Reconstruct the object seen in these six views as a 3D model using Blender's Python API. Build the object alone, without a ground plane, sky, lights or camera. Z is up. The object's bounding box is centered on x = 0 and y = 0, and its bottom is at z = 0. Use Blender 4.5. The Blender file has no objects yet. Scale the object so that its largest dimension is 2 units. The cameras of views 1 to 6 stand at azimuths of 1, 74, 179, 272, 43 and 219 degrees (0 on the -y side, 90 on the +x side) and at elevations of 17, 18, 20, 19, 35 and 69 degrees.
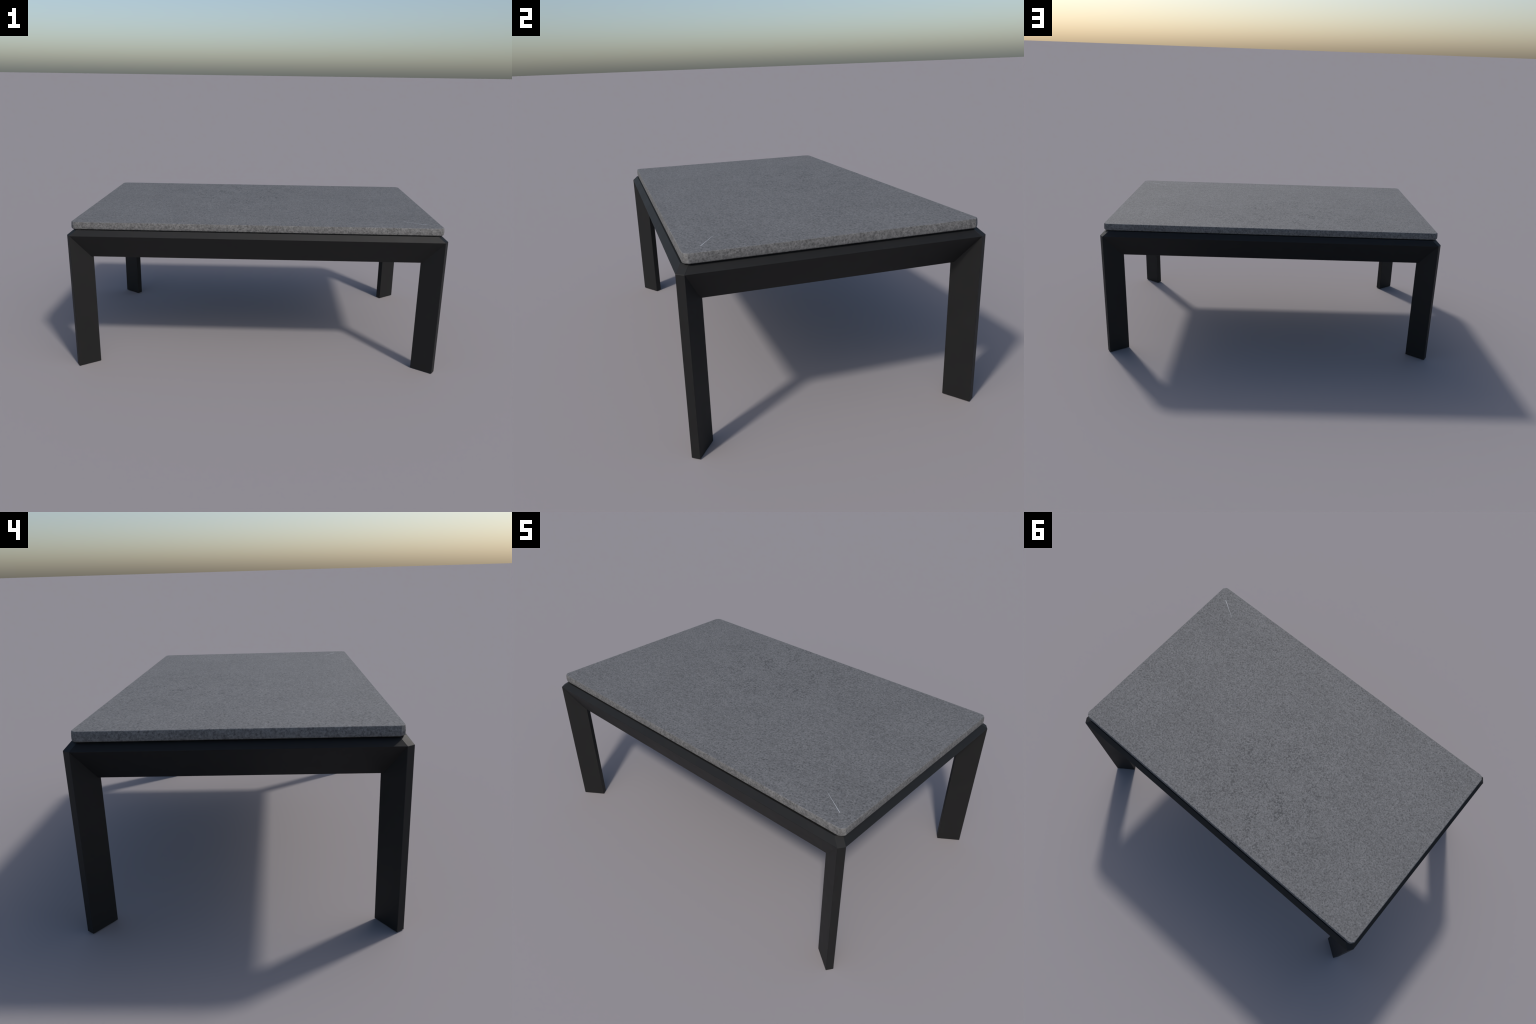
"""Low outdoor table: a grey stone slab resting on a black mitred metal frame.

Four flat planks stand as legs, each turned 35 degrees so that its narrow edge
looks out of the table's corner.  Leaning rails run between them, and the whole
top rim of the frame is cut to a slope that rises towards the slab.
"""
import bpy
import bmesh
import math
from mathutils import Vector

# ------------------------------------------------------------------ sizes (m)
HALF_X, HALF_Y = 1.0005, 0.6250        # outer ridge of the frame
RIDGE_Z = 0.752                       # height of that ridge
RAIL_LOW_Z = 0.624                    # underside of the rails
FRAME_TOP_Z = 0.7800
LEG_DIR = Vector((0.8175, 0.5760))    # outward direction of a leg plank
LEG_LEN, LEG_THICK = 0.1238, 0.0360
RIM_SLOPE = 0.66                      # rise per metre along LEG_DIR
CORNER_A = Vector((1.0005, 0.5950))      # outer plank corners at the +x +y leg
CORNER_B = Vector((0.9796, 0.6250))

SLAB_HX, SLAB_HY = 0.9800, 0.5955
SLAB_LOW, SLAB_TOP = 0.7812, 0.8212
PIT_CENTRE = (-0.12, 0.25, 0.81)
SLAB_CUT = Vector((0.0240, 0.0200))      # corner rounding, along x and y


# ------------------------------------------------------------------ materials
def new_material(name):
    m = bpy.data.materials.new(name)
    m.use_nodes = True
    nt = m.node_tree
    return m, nt, nt.nodes["Principled BSDF"]


def node(nt, kind, **props):
    n = nt.nodes.new(kind)
    for k, v in props.items():
        if k in n.inputs:
            n.inputs[k].default_value = v
        else:
            setattr(n, k, v)
    return n


def ramp(nt, src, stops, interp="LINEAR"):
    r = nt.nodes.new("ShaderNodeValToRGB")
    r.color_ramp.interpolation = interp
    els = r.color_ramp.elements
    while len(els) < len(stops):
        els.new(0.5)
    for e, (p, c) in zip(els, stops):
        e.position = p
        e.color = (c, c, c, 1) if not isinstance(c, tuple) else (*c, 1)
    nt.links.new(src, r.inputs[0])
    return r.outputs[0]


def mix(nt, blend, fac, a, b):
    m = nt.nodes.new("ShaderNodeMix")
    m.data_type = "RGBA"
    m.blend_type = blend
    for sock, v in ((m.inputs[0], fac), (m.inputs[6], a), (m.inputs[7], b)):
        if isinstance(v, bpy.types.NodeSocket):
            nt.links.new(v, sock)
        elif isinstance(v, tuple):
            sock.default_value = (*v, 1)
        else:
            sock.default_value = v
    return m.outputs[2]


def stone_material():
    m, nt, bsdf = new_material("grey_stone")
    L = nt.links.new
    co = nt.nodes.new("ShaderNodeTexCoord").outputs["Object"]

    def noise(scale, detail, rough, distort=0.0):
        n = node(nt, "ShaderNodeTexNoise", Scale=scale, Detail=detail,
                 Roughness=rough, Distortion=distort)
        L(co, n.inputs["Vector"])
        return n.outputs["Fac"]

    # fine crystal grain, a coarser mottle and faint cloudy patches
    grain = noise(112, 2.0, 0.6, 0.3)
    fine = noise(240, 1.0, 0.5)
    mottle = noise(34, 3.0, 0.65)
    cloud = noise(2.6, 3.0, 0.55, 0.4)
    g = ramp(nt, grain, [(0.31, (0.080, 0.080, 0.081)), (0.45, (0.138, 0.138, 0.139)),
                         (0.70, (0.188, 0.188, 0.189))])
    f = ramp(nt, fine, [(0.30, 0.88), (0.70, 1.08)])
    c = mix(nt, "MULTIPLY", 1.0, g, f)
    mo = ramp(nt, mottle, [(0.36, 0.86), (0.58, 1.05)])
    c = mix(nt, "MULTIPLY", 1.0, c, mo)
    cl = ramp(nt, cloud, [(0.32, 0.95), (0.68, 1.06)])
    c = mix(nt, "MULTIPLY", 1.0, c, cl)
    # the edge faces are tinted a touch warmer than the top
    geo = nt.nodes.new("ShaderNodeNewGeometry")
    sep = nt.nodes.new("ShaderNodeSeparateXYZ")
    L(geo.outputs["Normal"], sep.inputs[0])
    side = ramp(nt, sep.outputs["Z"], [(0.35, 1.0), (0.85, 0.0)])
    # dark pits gathered in loose clusters
    pit = ramp(nt, noise(88, 1.5, 0.5, 0.6), [(0.54, 0.0), (0.60, 1.0)])
    spread = ramp(nt, noise(9.0, 4.0, 0.65), [(0.42, 0.05), (0.56, 1.0)])
    near = nt.nodes.new("ShaderNodeVectorMath")      # pits thicken around the table's heart
    near.operation = "DISTANCE"
    L(co, near.inputs[0])
    near.inputs[1].default_value = PIT_CENTRE
    zone = ramp(nt, near.outputs["Value"], [(0.15, 0.95), (0.60, 0.28)])
    where = mix(nt, "MULTIPLY", 1.0, spread, zone)
    where = mix(nt, "LIGHTEN", 1.0, where, mix(nt, "MULTIPLY", 1.0, side, (0.40, 0.40, 0.40)))  # extra pits painted on edge faces, where no sky reflection softens the grain
    c = mix(nt, "MIX", mix(nt, "MULTIPLY", 1.0, pit, where), c, (0.068, 0.069, 0.070))
    edge = mix(nt, "MULTIPLY", 1.0, c, (1.0, 0.985, 0.96))
    c = mix(nt, "MIX", side, c, edge)
    L(c, bsdf.inputs["Base Color"])
    bsdf.inputs["Roughness"].default_value = 0.78
    bsdf.inputs["Specular IOR Level"].default_value = 0.45
    bump = node(nt, "ShaderNodeBump", Strength=0.35, Distance=0.003)
    L(grain, bump.inputs["Height"])
    L(bump.outputs[0], bsdf.inputs["Normal"])
    return m


def metal_material():
    m, nt, bsdf = new_material("black_powder_coat")
    L = nt.links.new
    co = nt.nodes.new("ShaderNodeTexCoord").outputs["Object"]
    n = node(nt, "ShaderNodeTexNoise", Scale=9.0, Detail=4.0, Roughness=0.6)
    L(co, n.inputs["Vector"])
    L(ramp(nt, n.outputs["Fac"], [(0.3, (0.0075, 0.0075, 0.0074)),
                                  (0.7, (0.0090, 0.0090, 0.0087))]), bsdf.inputs["Base Color"])
    L(ramp(nt, n.outputs["Fac"], [(0.3, 0.57), (0.7, 0.63)]), bsdf.inputs["Roughness"])
    bsdf.inputs["Specular IOR Level"].default_value = 0.33
    return m


def plain_material(name, colour, rough):
    m, nt, bsdf = new_material(name)
    n = node(nt, "ShaderNodeTexNoise", Scale=60.0, Detail=2.0)
    lo = tuple(v * 0.93 for v in colour)
    nt.links.new(ramp(nt, n.outputs["Fac"], [(0.3, lo), (0.7, colour)]),
                 bsdf.inputs["Base Color"])
    bsdf.inputs["Roughness"].default_value = rough
    return m


# ------------------------------------------------------------------- geometry
def mesh_object(name, bm, material, parent, bevel=0.0, segments=3):
    me = bpy.data.meshes.new(name)
    bm.to_mesh(me)
    bm.free()
    me.materials.append(material)
    return mesh_instance(name, me, parent, bevel, segments)


def mesh_instance(name, me, parent, bevel=0.0, segments=3):
    o = bpy.data.objects.new(name, me)
    bpy.context.scene.collection.objects.link(o)
    o.parent = parent
    if bevel:
        b = o.modifiers.new("soft_edges", "BEVEL")
        b.width, b.segments, b.limit_method = bevel, segments, "ANGLE"
        b.angle_limit = math.radians(20)
        b.harden_normals = True
        for p in me.polygons:
            p.use_smooth = True
    return o


def hull(points):
    bm = bmesh.new()
    for p in points:
        bm.verts.new(p)
    r = bmesh.ops.convex_hull(bm, input=bm.verts)
    junk = [g for g in r["geom_interior"] + r["geom_unused"] if isinstance(g, bmesh.types.BMVert)]
    bmesh.ops.delete(bm, geom=list(set(junk)), context="VERTS")
    bmesh.ops.dissolve_limit(bm, angle_limit=math.radians(1), verts=bm.verts, edges=bm.edges)
    bmesh.ops.recalc_face_normals(bm, faces=bm.faces)
    return bm


def leg_mesh(sx, sy):
    """Vertical plank with a sloping top at its outer end."""
    a, b = CORNER_A, CORNER_B
    d, c = a - LEG_DIR * LEG_LEN, b - LEG_DIR * LEG_LEN
    run = (FRAME_TOP_Z - RIDGE_Z) / RIM_SLOPE
    a2, b2 = a - LEG_DIR * run, b - LEG_DIR * run
    pts = [(p.x, p.y, 0.0) for p in (a, b, c, d)]
    pts += [(p.x, p.y, RIDGE_Z) for p in (a, b)]
    pts += [(p.x, p.y, FRAME_TOP_Z) for p in (a2, b2, c, d)]
    return hull([(x * sx, y * sy, z) for x, y, z in pts])


def rail_mesh(along_x):
    """Leaning rail; its ends are cut along the face of the legs."""
    k = LEG_DIR.y if along_x else LEG_DIR.x       # how inset turns into depth
    rise = FRAME_TOP_Z - RIDGE_Z
    top_in = rise / RIM_SLOPE * k
    low_in = 0.1085 * k
    thick = 0.042
    outer = (HALF_Y if along_x else HALF_X) - 0.0008
    profile = [(0.0, RIDGE_Z - 0.0004), (top_in, FRAME_TOP_Z - 0.0004),
               (top_in + 0.030, FRAME_TOP_Z - 0.0045),
               (low_in + thick, RAIL_LOW_Z), (low_in, RAIL_LOW_Z)]
    anchor = CORNER_B if along_x else CORNER_A
    pts = []
    for inset, z in profile:
        d = outer - inset
        if along_x:
            end = anchor.x - (anchor.y - d) * LEG_DIR.x / LEG_DIR.y + 0.0022
            pts += [(s * end, -d, z) for s in (-1, 1)]
        else:
            end = anchor.y - (anchor.x - d) * LEG_DIR.y / LEG_DIR.x + 0.0014
            pts += [(d, s * end, z) for s in (-1, 1)]
    return hull(pts)


def slab_mesh():
    """Chamfered rectangle swept through a softly barrelled edge profile."""
    #          height, inset from the widest line
    profile = [(SLAB_LOW, 0.0062), (SLAB_LOW + 0.0012, 0.0030), (SLAB_LOW + 0.0042, 0.0008),
               (SLAB_LOW + 0.010, 0.0), (SLAB_TOP - 0.020, 0.0), (SLAB_TOP - 0.010, 0.0008),
               (SLAB_TOP - 0.0016, 0.0022), (SLAB_TOP, 0.0038)]
    bm = bmesh.new()
    rings = []
    for z, inset in profile:
        hx, hy = SLAB_HX - inset, SLAB_HY - inset
        cx, cy = SLAB_CUT * (1 - inset * 30)
        # a broad diagonal facet, then a flatter one running out along the edge
        p0, p2 = Vector((hx, hy - cy)), Vector((hx - cx, hy))
        p1 = Vector((hx - cx * 0.52, hy - cy * 0.20))
        e = 0.0012
        corner = [p0 - Vector((0, e)), p0 + (p1 - p0).normalized() * e,
                  p1 - (p1 - p0).normalized() * 0.002, p1 + (p2 - p1).normalized() * 0.002,
                  p2 - (p2 - p1).normalized() * e, p2 - Vector((e, 0))]
        ring = []
        for sx, sy, flip in ((1, 1, False), (-1, 1, True), (-1, -1, False), (1, -1, True)):
            seq = reversed(corner) if flip else corner
            ring += [bm.verts.new((x * sx, y * sy, z)) for x, y in seq]
        rings.append(ring)
    n = len(rings[0])
    for lo, hi in zip(rings, rings[1:]):
        for i in range(n):
            bm.faces.new((lo[i], lo[(i + 1) % n], hi[(i + 1) % n], hi[i]))
    bm.faces.new(list(reversed(rings[0])))
    bm.faces.new(rings[-1])
    for f in bm.faces:
        f.smooth = True
    bm.normal_update()
    for e in bm.edges:
        if len(e.link_faces) == 2 and e.calc_face_angle(0) > math.radians(15):
            e.smooth = False
    return bm


def sliver_mesh(start, end, width, depth):
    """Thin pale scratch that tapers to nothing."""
    a, b = Vector(start), Vector(end)
    side = Vector((-(b - a).y, (b - a).x)).normalized() * width / 2
    pts = []
    for z in (SLAB_TOP - 0.001, SLAB_TOP + depth):
        pts += [(*(a + side), z), (*(a - side), z), (*(b + side * 0.22), z), (*(b - side * 0.22), z)]
    return hull(pts)


# ------------------------------------------------------------------- assembly
stone, metal = stone_material(), metal_material()

table = bpy.data.objects.new("outdoor_table", None)
bpy.context.scene.collection.objects.link(table)
table["label"] = "low rectangular grey stone table with black metal frame"
table["category"] = "coffee table"

top = mesh_object("tabletop", slab_mesh(), stone, table)
mesh_object("streak", sliver_mesh((0.904, -0.5165), (0.787, -0.4460), 0.0027, 0.0003),
            plain_material("pale_streak", (0.47, 0.48, 0.50), 0.6), top)

EDGE = 0.0016
for sx in (1, -1):                     # each mesh serves two opposite corners
    first = mesh_object("leg", leg_mesh(sx, 1), metal, table, EDGE)
    twin = mesh_instance("leg", first.data, table, EDGE)
    twin.rotation_euler.z = math.pi
for along_x in (True, False):
    first = mesh_object("rail", rail_mesh(along_x), metal, table, EDGE)
    twin = mesh_instance("rail", first.data, table, EDGE)
    twin.rotation_euler.z = math.pi

# recessed black carrier that models the dark shadow gap below the slab
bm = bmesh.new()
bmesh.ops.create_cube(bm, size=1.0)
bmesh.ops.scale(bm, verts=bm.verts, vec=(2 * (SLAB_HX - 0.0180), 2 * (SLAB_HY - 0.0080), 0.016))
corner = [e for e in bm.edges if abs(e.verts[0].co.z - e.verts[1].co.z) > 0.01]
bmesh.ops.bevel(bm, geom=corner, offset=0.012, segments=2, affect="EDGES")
shadow_plate = mesh_object("shadow_gap_plate", bm, plain_material("gap_shadow_black", (0.006, 0.006, 0.006), 0.9),
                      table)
shadow_plate.location.z = SLAB_LOW + 0.0012 - 0.008
